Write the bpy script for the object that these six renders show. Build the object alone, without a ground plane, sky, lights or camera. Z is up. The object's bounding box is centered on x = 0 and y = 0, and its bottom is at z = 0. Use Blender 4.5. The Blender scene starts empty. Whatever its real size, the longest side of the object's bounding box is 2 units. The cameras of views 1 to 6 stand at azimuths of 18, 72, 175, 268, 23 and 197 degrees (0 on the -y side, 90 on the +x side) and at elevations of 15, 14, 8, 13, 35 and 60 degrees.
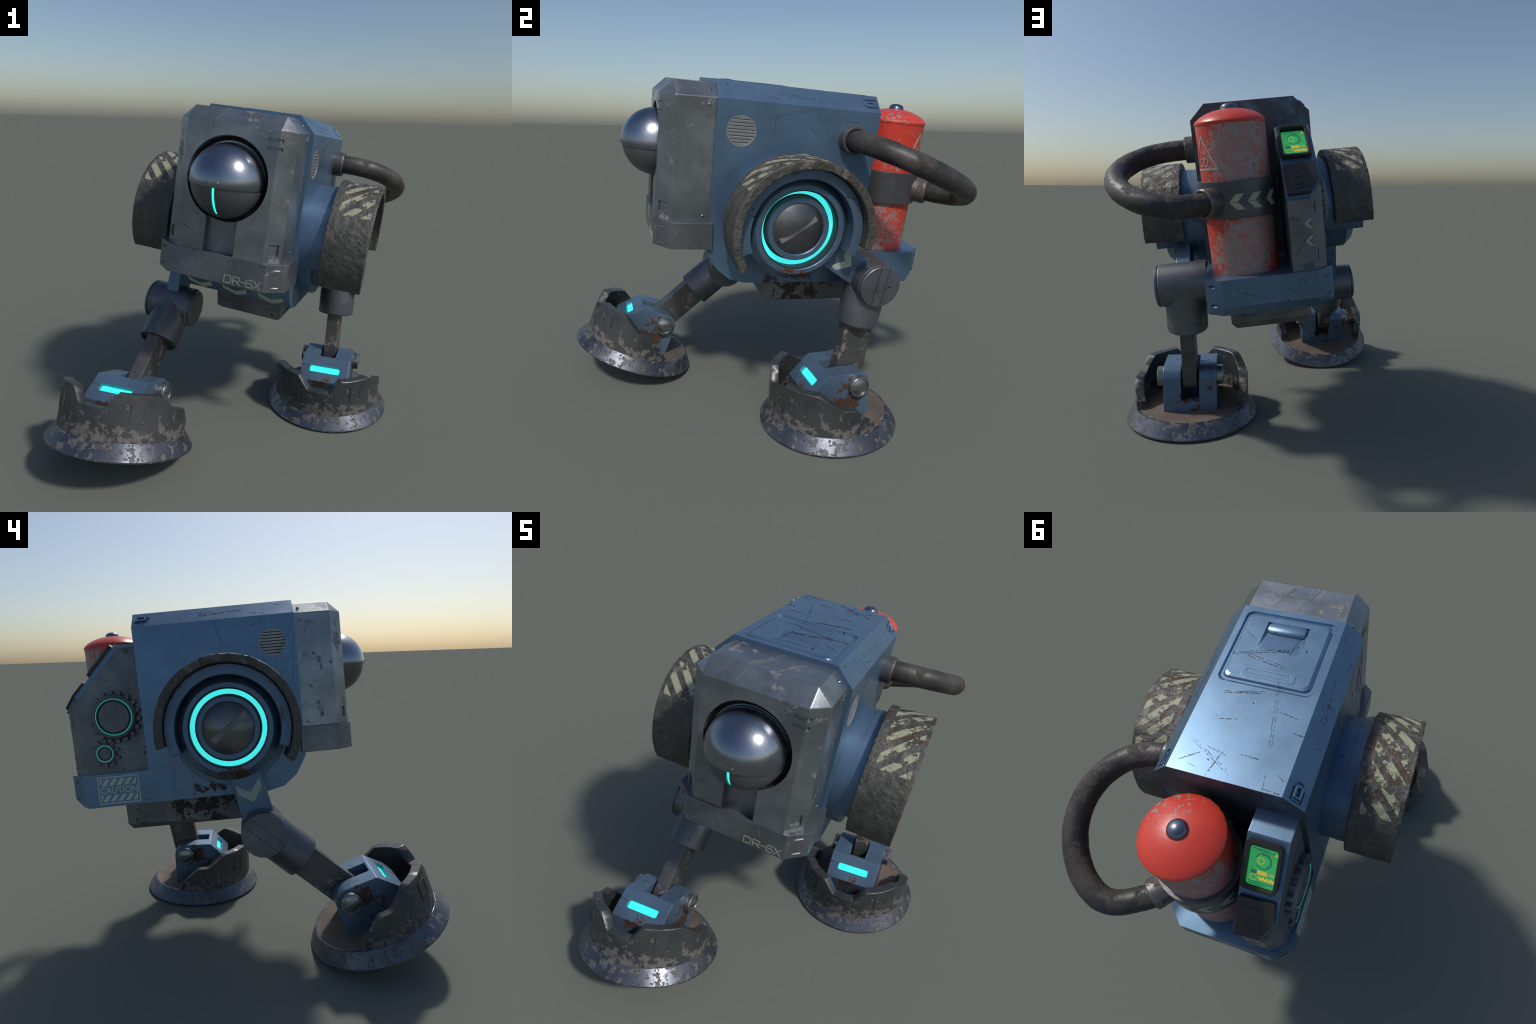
"""Two-legged scout robot: boxy blue hull, grey face plate with a ball eye, red gas
tank and a control console at the back, two bent legs on heavy round feet."""
import bpy, bmesh, math, random
from mathutils import Matrix, Vector, noise, geometry
from math import sin, cos, pi, radians, degrees, atan2, hypot

random.seed(7)
scene = bpy.context.scene

# ------------------------------------------------------------------ frames
def euler(yaw, pitch, roll):
    return (Matrix.Rotation(radians(yaw), 4, 'Z') @ Matrix.Rotation(radians(pitch), 4, 'X')
            @ Matrix.Rotation(radians(roll), 4, 'Y'))

# body frame: x to the robot's left (world +x), y to the back, z up
BODY = Matrix.Translation((0.0335, -0.0861, 0.9817)) @ euler(-0.445, -3.468, 5.811)
FOOT_R = Matrix.Translation((0.438, 0.393, 0.0060))
FOOT_L = Matrix.Translation((-0.442, -0.5765, 0.0990)) @ euler(0.25, -20.86, 0.3)

root = bpy.data.objects.new("walker_robot", None)
root["label"] = "blue and grey two-legged robot with ball eye and red tank"
root["category"] = "robot"
scene.collection.objects.link(root)

# ------------------------------------------------------------------ node helpers
class Nodes:
    def __init__(self, name):
        self.mat = bpy.data.materials.new(name)
        self.mat.use_nodes = True
        self.t = self.mat.node_tree
        self.t.nodes.clear()
        self.out = self.t.nodes.new("ShaderNodeOutputMaterial")
        self.co = self.t.nodes.new("ShaderNodeTexCoord").outputs["Object"]

    def link(self, sock, val):
        if isinstance(val, bpy.types.NodeSocket):
            self.t.links.new(val, sock)
        elif isinstance(val, (tuple, list)) and sock.type == 'RGBA' and len(val) == 3:
            sock.default_value = (*val, 1)
        else:
            sock.default_value = val

    def math(self, op, a, b=0.0, c=0.0, clamp=False):
        n = self.t.nodes.new("ShaderNodeMath"); n.operation = op; n.use_clamp = clamp
        for i, v in enumerate((a, b, c)):
            self.link(n.inputs[i], v)
        return n.outputs[0]

    def mapping(self, rot=(0, 0, 0), scale=(1, 1, 1), loc=(0, 0, 0), co=None):
        n = self.t.nodes.new("ShaderNodeMapping")
        self.link(n.inputs["Vector"], co or self.co)
        n.inputs["Rotation"].default_value = rot
        n.inputs["Scale"].default_value = scale
        n.inputs["Location"].default_value = loc
        return n.outputs[0]

    def noise(self, scale, detail=4, rough=.55, co=None, dist=0.0, off=0.0):
        n = self.t.nodes.new("ShaderNodeTexNoise")
        v = co or self.co
        if off:
            v = self.mapping(loc=(off, off * .7, off * 1.3), co=v)
        self.link(n.inputs["Vector"], v)
        n.inputs["Scale"].default_value = scale
        n.inputs["Detail"].default_value = detail
        n.inputs["Roughness"].default_value = rough
        n.inputs["Distortion"].default_value = dist
        return n.outputs[0]

    def voronoi(self, scale, co=None, feature='F1'):
        n = self.t.nodes.new("ShaderNodeTexVoronoi"); n.feature = feature
        self.link(n.inputs["Vector"], co or self.co)
        n.inputs["Scale"].default_value = scale
        return n.outputs

    def step(self, v, lo, hi):
        n = self.t.nodes.new("ShaderNodeMapRange"); n.interpolation_type = 'SMOOTHSTEP'
        self.link(n.inputs["Value"], v)
        n.inputs["From Min"].default_value = lo; n.inputs["From Max"].default_value = hi
        return n.outputs[0]

    def mix(self, f, a, b):
        n = self.t.nodes.new("ShaderNodeMix"); n.data_type = 'RGBA'
        self.link(n.inputs["Factor"], f)
        self.link(n.inputs[6], a); self.link(n.inputs[7], b)
        return n.outputs[2]

    def mixf(self, f, a, b):
        n = self.t.nodes.new("ShaderNodeMix"); n.data_type = 'FLOAT'
        self.link(n.inputs[0], f); self.link(n.inputs[2], a); self.link(n.inputs[3], b)
        return n.outputs[0]

    def xyz(self, co=None):
        n = self.t.nodes.new("ShaderNodeSeparateXYZ")
        self.link(n.inputs[0], co or self.co)
        return n.outputs

    def near(self, p, r):
        """1 at point p, falling to 0 at distance r"""
        n = self.t.nodes.new("ShaderNodeVectorMath"); n.operation = 'DISTANCE'
        self.link(n.inputs[0], self.co); n.inputs[1].default_value = p
        return self.step(n.outputs["Value"], r, r * .25)

    def bump(self, h, strength=.3, dist=.01, normal=None):
        n = self.t.nodes.new("ShaderNodeBump")
        n.inputs["Strength"].default_value = strength
        n.inputs["Distance"].default_value = dist
        self.link(n.inputs["Height"], h)
        if normal is not None:
            self.link(n.inputs["Normal"], normal)
        return n.outputs[0]

    def finish(self, color, rough=.5, metal=0.0, normal=None, emit=None, strength=0.0, coat=0.0, spec=.5):
        p = self.t.nodes.new("ShaderNodeBsdfPrincipled")
        self.link(p.inputs["Base Color"], color)
        self.link(p.inputs["Roughness"], rough)
        self.link(p.inputs["Metallic"], metal)
        self.link(p.inputs["Specular IOR Level"], spec)
        if coat:
            p.inputs["Coat Weight"].default_value = coat
            p.inputs["Coat Roughness"].default_value = .25
        if normal is not None:
            self.link(p.inputs["Normal"], normal)
        if emit is not None:
            self.link(p.inputs["Emission Color"], emit)
            p.inputs["Emission Strength"].default_value = strength
        self.t.links.new(p.outputs[0], self.out.inputs[0])
        return self.mat

    # thin broken straight lines in several directions
    def scratches(self, amount=.6, width=.05, seed=0.0, fine=13.0):
        # directions: two each for flanks, roof and front/back faces
        dirs = [(0, 0, .63), (0, 0, 1.95), (.1, .62, 1.45), (.0, -.80, 1.62), (.2, 1.15, .3), (0, -.55, 0.1), (.0, 1.35, 1.5), (0, .1, 1.2)]
        total = None
        for i, r in enumerate(dirs):
            m = self.mapping(rot=r, scale=(.35, fine, fine), loc=(3.1 * i + seed, 1.7 * i + seed, seed))
            n = self.noise(1.0, 0, 0, co=m)
            line = self.step(self.math('ABSOLUTE', self.math('SUBTRACT', n, .5)), width, width * .45)
            m2 = self.mapping(rot=r, scale=(45, 110, 110), loc=(seed + i, 0, 2.0 * i))
            gap = self.step(self.noise(1.0, 3, .6, co=m2), .50, .58)
            m3 = self.mapping(rot=r, scale=(2.6, 6.5, 6.5), loc=(seed * 2 + 5 * i, i, 0))
            where = self.step(self.noise(1.0, 1, .5, co=m3), .80 - .22 * amount, .87 - .22 * amount)
            s = self.math('MULTIPLY', self.math('MULTIPLY', line, gap), where)
            total = s if total is None else self.math('MAXIMUM', total, s)
        return total

    def chips(self, scale=30, size=.16, keep=.8, seed=1.0):
        m = self.mapping(loc=(seed, seed * 2, seed * 3), scale=(1, 1, .75))
        warp = self.noise(60, 2, .6)
        v = self.voronoi(scale, co=m)
        d = self.math('ADD', v["Distance"], self.math('MULTIPLY', self.math('SUBTRACT', warp, .5), .25))
        c = self.t.nodes.new("ShaderNodeSeparateColor"); self.link(c.inputs[0], v["Color"])
        sel = self.math('GREATER_THAN', c.outputs[0], keep)
        return self.math('MULTIPLY', self.step(d, size, size * .6), sel)


RUST = (.060, .028, .015)
STEEL_SCRATCH = (.33, .28, .25)
OLIVE = (.42, .43, .27)
TEAL = (.045, 1.0, .83)

def painted(name, base, metal, rough, scratch=(.035, .022, .017), amount=.6, spots=(), chip=True,
            patch=None, patch_thr=.66, vary=.07, rust_thr=.72, seed=0.0, bumpy=.06, width=.05, dark_patch=None):
    """painted metal: tonal clouds, scratches, paint chips, rust near given spots"""
    n = Nodes(name)
    cloud = n.noise(4.5, 6, .6, off=seed + 1)
    lo = tuple(c * (1 - vary) for c in base); hi = tuple(min(1, c * (1 + vary)) for c in base)
    col = n.mix(n.step(cloud, .35, .65), lo, hi)
    r = n.mixf(n.step(n.noise(7, 5, .6, off=seed + 4), .3, .7), rough - .03, rough + .05)
    if patch is not None:
        pm = n.step(n.noise(7.5, 9, .66, off=seed + 12), patch_thr, patch_thr + .05)
        col = n.mix(pm, col, patch); r = n.mixf(pm, r, .6)
    metalv = metal
    if dark_patch is not None:
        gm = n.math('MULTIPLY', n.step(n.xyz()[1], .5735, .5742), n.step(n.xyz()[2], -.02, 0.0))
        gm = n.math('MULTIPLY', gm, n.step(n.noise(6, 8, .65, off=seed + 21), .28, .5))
        col = n.mix(n.math('MULTIPLY', gm, .85), col, dark_patch); r = n.mixf(gm, r, .55)
    rough_noise = n.noise(14, 12, .70, off=seed + 7)
    m = None
    for p, rad, amt in spots:
        s = n.math('MULTIPLY', n.near(p, rad), amt)
        m = s if m is None else n.math('MAXIMUM', m, s)
    field = rough_noise if m is None else n.math('ADD', rough_noise, n.math('MULTIPLY', m, .32))
    rust = n.step(field, rust_thr, rust_thr + .05)
    rcol = n.mix(n.noise(40, 5, .6), tuple(c * .55 for c in RUST), tuple(c * 1.5 for c in RUST))
    col = n.mix(rust, col, rcol); r = n.mixf(rust, r, .75); metalv = n.mixf(rust, metal, 0.0)
    sc = n.chips(26, .13, .86, seed + 3)
    if amount:
        sc = n.math('MAXIMUM', sc, n.scratches(amount, seed=seed, width=width))
    col = n.mix(sc, col, scratch)
    h = n.math('SUBTRACT', n.math('MULTIPLY', n.noise(70, 5, .6), bumpy), n.math('MULTIPLY', n.math('MAXIMUM', sc, rust), .35))
    return n.finish(col, r, metalv, n.bump(h, .35, .004))

def steel(name, base, rough=.36, metal=.85, patch=None, patch_thr=.6, scratch=STEEL_SCRATCH, amount=.65,
          seed=0.0, rust_thr=.74, spots=(), lump=0.0, patch_scale=8.0, patch_rough=.72, vary=.18, zdirt=None):
    """bare or dirty metal; patch = raised crust of dirt in the given colour"""
    n = Nodes(name)
    cloud = n.noise(5, 6, .6, off=seed + 1)
    col = n.mix(n.step(cloud, .35, .65), tuple(c * (1 - vary) for c in base), tuple(min(1, c * (1 + vary)) for c in base))
    r = n.mixf(n.step(n.noise(6, 5, .6, off=seed + 4), .3, .7), rough - .08, rough + .1)
    h = n.math('MULTIPLY', n.noise(60, 4, .6), .08)
    met = metal
    if patch is not None:
        m = None
        for p, rad, amt in spots:
            s = n.math('MULTIPLY', n.near(p, rad), amt)
            m = s if m is None else n.math('MAXIMUM', m, s)
        f = n.noise(patch_scale, 12, .72, off=seed + 9)
        if m is not None:
            f = n.math('ADD', f, n.math('MULTIPLY', m, .22))
        if zdirt:
            f = n.math('ADD', f, n.math('MULTIPLY', n.step(n.xyz()[2], zdirt[1], zdirt[0]), zdirt[2]))
        pm = n.step(f, patch_thr, patch_thr + .035)
        pc = n.mix(n.noise(45, 4, .6), tuple(c * .75 for c in patch), tuple(c * 1.25 for c in patch))
        col = n.mix(pm, col, pc); r = n.mixf(pm, r, patch_rough); met = n.mixf(pm, metal, 0.0)
        h = n.math('ADD', h, n.math('MULTIPLY', pm, n.math('ADD', .5, n.math('MULTIPLY', n.noise(85, 3, .6), lump))))
    rust = n.step(n.noise(11, 9, .68, off=seed + 17), rust_thr, rust_thr + .05)
    col = n.mix(rust, col, (.10, .045, .022)); met = n.mixf(rust, met, 0.0); r = n.mixf(rust, r, .7)
    sc = n.chips(40, .09, .95, seed + 6)
    if amount:
        sc = n.math('MAXIMUM', sc, n.scratches(amount, seed=seed + 2))
    col = n.mix(sc, col, scratch)
    h = n.math('SUBTRACT', h, n.math('MULTIPLY', sc, .25))
    return n.finish(col, r, met, n.bump(h, .6, .006))

def glow(name, color, strength):
    n = Nodes(name)
    return n.finish(tuple(c * .5 for c in color), .4, 0, emit=color, strength=strength)

def plain(name, color, rough=.5, metal=0.0, grain=.15, spec=.5):
    n = Nodes(name)
    c = n.mix(n.noise(18, 6, .65), tuple(v * (1 - grain) for v in color), tuple(v * (1 + grain) for v in color))
    return n.finish(c, rough, metal, n.bump(n.noise(90, 4, .6), .12, .003), spec=spec)

BLUE = (.127, .215, .328)
HIPC = (.31, .137, .157)
M = {}
M['frame'] = painted("frame_blue_paint", (.118, .198, .300), .6, .38, amount=0, seed=10.3)
M['hull'] = painted("hull_blue_paint", BLUE, .68, .35, amount=0, seed=0.3, dark_patch=(.085, .085, .092),
                    spots=[((-.3, .2, -.17), .32, .74), ((.3, .2, -.19), .30, .70), ((.33, -.03, .02), .12, .35)])
M['limb'] = painted("limb_blue_paint", (.115, .185, .275), .6, .43, amount=0.45, seed=4.1, rust_thr=.70)
M['drum'] = painted("drum_blue_paint", (.110, .178, .270), .6, .42, amount=0.5, seed=8.2, rust_thr=.67,
                    patch=(.10, .115, .16), patch_thr=.58)
M['hub'] = painted("hub_blue_paint", (.105, .172, .258), .6, .43, amount=0, seed=2.7, rust_thr=.68,
                   spots=[((.49, .137, -.07), .20, .6), ((-.49, .137, -.07), .20, .6)])
M['bracket'] = painted("bracket_blue_paint", (.120, .195, .290), .55, .43, amount=0.4, seed=6.6, rust_thr=.66,
                       spots=[((.14, -.06, .2), .20, .55), ((-.14, -.06, .2), .20, .55), ((0, -.29, .16), .15, .62), ((0, .05, .13), .12, .7)])
M['face'] = steel("face_plate_steel", (.238, .264, .288), .30, .78, patch=(.190, .190, .187), patch_thr=.60,
                  amount=0, rust_thr=.82, scratch=(.27, .265, .26), seed=1.2, patch_scale=9, patch_rough=.5, lump=.05)
M['belt'] = steel("bumper_steel", (.175, .190, .212), .38, .75, amount=0.4, seed=5.2)
M['joint'] = steel("joint_steel", (.145, .155, .175), .42, .7, patch=(.075, .052, .040), patch_thr=.625, patch_scale=9, amount=0.4, seed=3.3,
                   scratch=(.03, .02, .018), rust_thr=.70, lump=.2)
M['shin'] = steel("shin_steel", (.105, .105, .105), .45, .55, patch=(.185, .165, .152), patch_scale=13, patch_thr=.55, amount=0, seed=7.7, lump=.5, rust_thr=.70)
M['chrome'] = steel("lid_steel", (.30, .33, .385), .26, 1.0, amount=0, seed=9.1, rust_thr=.9, vary=.08)
M['eye'] = steel("eyeball_steel", (.13, .14, .15), .36, .6, amount=0, seed=11.1, rust_thr=.9, scratch=(.05, .045, .04), vary=.1)
M['bolt'] = steel("bolt_steel", (.27, .272, .275), .30, .85, amount=0, seed=12.4, scratch=(.07, .05, .04))
M['dome'] = steel("dome_steel", (.135, .142, .150), .30, .85, amount=0.3, seed=13.0, rust_thr=.95)
M['slot'] = plain("slot_steel", (.20, .21, .22), .55, .2)
M['box'] = steel("battery_box_steel", (.155, .165, .165), .5, .45, patch=(.030, .020, .015), patch_thr=.60, amount=0.4, seed=14.6,
                 scratch=(.02, .015, .012), lump=.15, spots=[((-.2, .3, -.24), .26, .55), ((.2, .3, -.27), .24, .55)], patch_scale=15)
M['console'] = steel("console_steel", (.155, .17, .185), .45, .5, patch=(.10, .105, .115), patch_thr=.60, amount=0, seed=15.5,
                     scratch=(.018, .015, .014), lump=.1)
M['gear'] = steel("gear_steel", (.150, .157, .166), .5, .55, patch=(.05, .042, .038), patch_thr=.60, amount=0, seed=16.5, scratch=(.2, .2, .2), lump=.2)
M['band'] = steel("tank_band_steel", (.115, .12, .135), .38, .65, patch=(.14, .11, .095), patch_thr=.63, amount=0.3, seed=17.3, lump=.4)
M['collar'] = steel("collar_steel", (.15, .14, .14), .42, .6, patch=(.10, .075, .06), patch_thr=.53, amount=0, seed=18.3, lump=.6)
M['rim'] = steel("foot_rim_steel", (.122, .132, .158), .36, .85, patch=(.122, .115, .112), patch_thr=.53, amount=0.4, seed=19.4, lump=1.0,
                 scratch=(.07, .035, .02), patch_scale=24, patch_rough=.55)
M['shield'] = steel("foot_shield_steel", (.068, .076, .079), .42, .5, patch=(.130, .120, .115), patch_thr=.58, amount=0, seed=21.0, lump=1.2,
                    patch_scale=26, zdirt=(.08, .20, .115))
M['sole'] = steel("foot_top_rust", (.125, .095, .078), .78, .0, patch=(.20, .175, .165), patch_thr=.60, amount=0, seed=22.0, lump=.6)
M['knob'] = steel("knob_steel", (.20, .23, .30), .22, .9, amount=0, seed=23.0, rust_thr=.95)
M['vent'] = plain("vent_metal", (.30, .31, .32), .38, .5)
M['gap'] = plain("dark_recess", (.014, .014, .014), .9, spec=.1)
M['black'] = plain("black_plastic", (.022, .021, .021), .42, 0, .3)
M['lamp'] = glow("lamp_teal", TEAL, 1.0)
M['ring'] = glow("hub_light_teal", (.055, .78, .78), 1.0)
M['groove_dark'] = plain("groove_near_black", (.022, .026, .028), .6, 0)  # near-black tone for the walls and floor of the hub groove
M['teal_dim'] = glow("gear_light_teal", (.03, .45, .39), .42)
M['screen'] = glow("screen_green", (.030, .30, .085), .80)
M['ink'] = glow("screen_dark_ink", (.008, .075, .065), .7)
M['amber'] = glow("screen_amber", (.55, .35, .035), .85)
def decal_paint(name, color, thr=.50, under=(.05, .11, .20)):
    n = Nodes(name)
    w = n.step(n.noise(16, 9, .7), thr + .10, thr + .15)
    c = n.mix(n.noise(9, 4), tuple(v * .85 for v in color), tuple(v * 1.1 for v in color))
    c = n.mix(w, c, under)
    return n.finish(c, .5, 0, n.bump(n.noise(80, 4), .15, .003))
M['mark'] = decal_paint("olive_marking", (.46, .48, .35), .56)
M['mark_grey'] = decal_paint("olive_marking_on_steel", (.36, .37, .26), .56, (.12, .125, .13))
M['sign'] = decal_paint("sign_marking", (.52, .56, .48), .66)
M['legmark'] = decal_paint("leg_marking", (.36, .42, .36), .50, (.10, .17, .25))
M['warning'] = decal_paint("warning_marking", (.42, .36, .27), .53, (.38, .05, .03))
M['letters'] = decal_paint("lettering", (.34, .36, .29), .6, (.2, .21, .22))

def rubber():
    n = Nodes("hose_rubber")
    d = n.step(n.noise(7, 10, .7), .50, .62)
    dust = n.step(n.noise(5, 6, .6, off=3), .45, .65)
    c = n.mix(dust, (.028, .027, .026), (.060, .055, .051))
    c = n.mix(n.math('MULTIPLY', d, .7), c, (.075, .062, .052))
    h = n.math('ADD', n.math('MULTIPLY', d, n.noise(60, 6, .65)), n.math('MULTIPLY', n.noise(14, 4), .2))
    return n.finish(c, n.mixf(d, .48, .75), 0, n.bump(h, .6, .012))
M['hose'] = rubber()

def tank_red():
    """red enamel worn through to grey primer, with pale blue flecks"""
    n = Nodes("tank_red_enamel")
    red = n.mix(n.noise(5, 4), (.50, .038, .022), (.63, .056, .034))
    x, y, z = n.xyz()
    big = n.noise(3.2, 3, .5, off=2.2)
    fine = n.noise(48, 12, .76, off=5)
    side = n.near((.03, .93, .52), .26)
    side2 = n.near((.06, .94, .08), .27)
    side3 = n.near((-.06, .80, .30), .30)
    side4 = n.near((.23, .66, .10), .26)
    w = n.math('MAXIMUM', n.math('MAXIMUM', side, side2), n.math('MAXIMUM', side3, side4))
    f = n.math('ADD', n.math('MULTIPLY', big, .30), n.math('ADD', n.math('MULTIPLY', fine, .70), n.math('MULTIPLY', w, .13)))
    worn = n.step(f, .525, .59)
    primer = n.mix(n.noise(50, 4), (.25, .235, .225), (.37, .355, .34))
    col = n.mix(n.math('MULTIPLY', worn, n.mixf(n.step(n.noise(34, 8, .7, off=30), .42, .6), .95, .55)), red, primer)
    fl = n.math('MULTIPLY', n.chips(62, .26, .62, 2.0), n.step(n.noise(6, 3, off=8), .36, .50))
    fl = n.math('MULTIPLY', fl, n.step(f, .47, .53))
    col = n.mix(fl, col, (.33, .43, .45))
    dark_patch = n.math('MULTIPLY', n.step(n.noise(10, 9, .7, off=6), .52, .62), n.near((-.05, .72, .22), .26))
    col = n.mix(dark_patch, col, (.035, .028, .026))
    h = n.math('ADD', n.math('MULTIPLY', worn, -.4), n.math('MULTIPLY', n.noise(55, 5, .6), .15))
    return n.finish(col, n.mixf(worn, .36, .55), n.mixf(worn, 0.0, .25), n.bump(h, .35, .004))
M['tank'] = tank_red()

def cap_red():
    n = Nodes("cap_red_enamel")
    red = n.mix(n.noise(5, 4), (.53, .042, .025), (.66, .062, .038))
    fl = n.math('MULTIPLY', n.step(n.noise(48, 10, .7), .53, .57), n.near((.20, .66, .67), .17))
    col = n.mix(fl, red, (.22, .27, .28))
    col = n.mix(n.chips(60, .1, .9, 5), col, (.22, .13, .05))
    return n.finish(col, .36, 0, n.bump(n.noise(60, 5), .12, .003))
M['cap'] = cap_red()

def fender_mat():
    """rough rusty casting with chipped 45-degree hazard stripes round the hub axis"""
    n = Nodes("fender_rust_and_stripes")
    x, y, z = n.xyz()
    ax = n.math('ABSOLUTE', x)
    dy = n.math('SUBTRACT', y, HIPC[1]); dz = n.math('SUBTRACT', z, HIPC[2])
    th = n.math('MULTIPLY', n.math('ARCTAN2', dz, dy), 180 / pi)
    rad = n.math('SQRT', n.math('ADD', n.math('MULTIPLY', dy, dy), n.math('MULTIPLY', dz, dz)))
    s = n.math('ADD', th, n.math('MULTIPLY', n.math('SUBTRACT', ax, .446), 178))
    s = n.math('FRACT', n.math('ADD', n.math('DIVIDE', n.math('SUBTRACT', s, 138.5), 15.4), .5 + 40))
    stripe = n.step(n.math('ABSOLUTE', n.math('SUBTRACT', s, .5)), .275, .262)
    def inside(v, a, b, e):
        return n.math('MULTIPLY', n.step(v, a - e, a + e), n.step(v, b + e, b - e))
    stripe = n.math('MULTIPLY', stripe, inside(ax, .447, .602, .0012))
    stripe = n.math('MULTIPLY', stripe, inside(th, 40.3, 146, .25))
    stripe = n.math('MULTIPLY', stripe, n.math('GREATER_THAN', rad, .322))
    top = n.step(th, 25, 60); top2 = n.step(th, 150, 110)
    topm = n.math('MULTIPLY', top, top2)
    wear = n.math('ADD', n.noise(15, 11, .72, off=3), n.math('MULTIPLY', topm, .05))
    gone = n.step(wear, .555, .60)
    stripe = n.math('MULTIPLY', stripe, n.math('SUBTRACT', 1.0, gone))
    base = n.mix(n.step(n.noise(12, 8, .65), .4, .62), (.066, .069, .063), (.100, .096, .087))
    pale = n.step(n.noise(20, 8, .7, off=6), .50, .62)
    base = n.mix(n.math('MULTIPLY', pale, n.mixf(topm, .35, .95)), base, (.19, .165, .155))
    rust = n.step(n.math('ADD', n.noise(13, 10, .7, off=14), n.math('MULTIPLY', topm, .06)), .56, .62)
    base = n.mix(n.math('MULTIPLY', rust, n.mixf(topm, .2, 1.0)), base, (.080, .053, .040))
    col = n.mix(stripe, base, n.mix(n.noise(25, 4), (.28, .29, .195), (.375, .38, .265)))
    h = n.math('ADD', n.math('MULTIPLY', n.noise(32, 6, .6), .8), n.math('MULTIPLY', stripe, .25))
    return n.finish(col, n.mixf(stripe, .52, .42), n.mixf(stripe, .35, 0), n.bump(h, .9, .014))
M['fender'] = fender_mat()

# ------------------------------------------------------------------ mesh helpers
def to_mesh(bm, name, clean=True):
    if clean:
        bmesh.ops.remove_doubles(bm, verts=bm.verts, dist=1e-6)
    bmesh.ops.recalc_face_normals(bm, faces=bm.faces)
    me = bpy.data.meshes.new(name); bm.to_mesh(me); bm.free()
    return me

def hull(points, name="part"):
    bm = bmesh.new()
    for p in points:
        bm.verts.new(p)
    r = bmesh.ops.convex_hull(bm, input=bm.verts)
    junk = [e for e in set(r["geom_interior"] + r["geom_unused"]) if isinstance(e, bmesh.types.BMVert)]
    if junk:
        bmesh.ops.delete(bm, geom=junk, context='VERTS')
    bmesh.ops.dissolve_limit(bm, angle_limit=radians(1.5), verts=bm.verts, edges=bm.edges)
    return to_mesh(bm, name)

def sym(points):
    return [p for q in points for p in (q, (-q[0], q[1], q[2]))]

def box(a, b, name="part"):
    return hull([(x, y, z) for x in (a[0], b[0]) for y in (a[1], b[1]) for z in (a[2], b[2])], name)

def prism(poly, frame, h0, h1, name="part"):
    """polygon in the frame's uv plane, extruded along its normal"""
    bm = bmesh.new()
    lo = [bm.verts.new(frame @ Vector((u, v, h0))) for u, v in poly]
    hi = [bm.verts.new(frame @ Vector((u, v, h1))) for u, v in poly]
    bm.faces.new(lo[::-1]); bm.faces.new(hi)
    for i in range(len(poly)):
        j = (i + 1) % len(poly)
        bm.faces.new((lo[i], lo[j], hi[j], hi[i]))
    return to_mesh(bm, name)

def frame(o, u, v):
    u = Vector(u).normalized(); v = Vector(v); v = (v - u * v.dot(u)).normalized(); w = u.cross(v)
    return Matrix(((u.x, v.x, w.x, o[0]), (u.y, v.y, w.y, o[1]), (u.z, v.z, w.z, o[2]), (0, 0, 0, 1)))

def rounded(u0, v0, u1, v1, r, k=5):
    pts = []
    for cx, cy, a in ((u1 - r, v1 - r, 0), (u0 + r, v1 - r, 90), (u0 + r, v0 + r, 180), (u1 - r, v0 + r, 270)):
        for i in range(k + 1):
            t = radians(a + 90 * i / k)
            pts.append((cx + r * cos(t), cy + r * sin(t)))
    return pts

def lathe(profile, mat4, seg=48, name="part", a0=0.0, a1=360.0):
    """profile of (radius, height); revolved about the frame's z axis"""
    bm = bmesh.new(); full = abs(a1 - a0) >= 360
    n = seg if full else seg + 1
    rings = []
    for r, h in profile:
        if r < 1e-6:
            rings.append([bm.verts.new(mat4 @ Vector((0, 0, h)))] * n)
        else:
            rings.append([bm.verts.new(mat4 @ Vector((r * cos(t), r * sin(t), h)))
                          for t in (radians(a0 + (a1 - a0) * i / seg) for i in range(n))])
    for a, b in zip(rings, rings[1:]):
        for i in range(n if full else n - 1):
            j = (i + 1) % n
            vs = []
            for v in (a[i], a[j], b[j], b[i]):
                if v not in vs:
                    vs.append(v)
            if len(vs) > 2:
                bm.faces.new(vs)
    return to_mesh(bm, name)

def axis_frame(o, z):
    z = Vector(z).normalized()
    q = Vector((0, 0, 1)).rotation_difference(z)
    return Matrix.Translation(o) @ q.to_matrix().to_4x4()

def cyl(o, z, r, h0, h1, seg=40, bev=0.004, name="part"):
    p = [(0, h0), (r - bev, h0), (r, h0 + bev), (r, h1 - bev), (r - bev, h1), (0, h1)]
    return lathe(p, axis_frame(o, z), seg, name)

def mirror(me):
    m = me.copy()
    m.transform(Matrix.Diagonal((-1, 1, 1, 1))); m.flip_normals()
    return m

def joined(meshes, name="part"):
    bm = bmesh.new()
    for m in meshes:
        bm.from_mesh(m)
    me = bpy.data.meshes.new(name); bm.to_mesh(me); bm.free()
    return me

def modified(me, setup):
    ob = bpy.data.objects.new("tmp", me); scene.collection.objects.link(ob)
    extra = setup(ob) or []
    bpy.context.view_layer.update()
    dg = bpy.context.evaluated_depsgraph_get()
    out = bpy.data.meshes.new_from_object(ob.evaluated_get(dg))
    for o in [ob] + extra:
        bpy.data.objects.remove(o)
    return out

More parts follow.
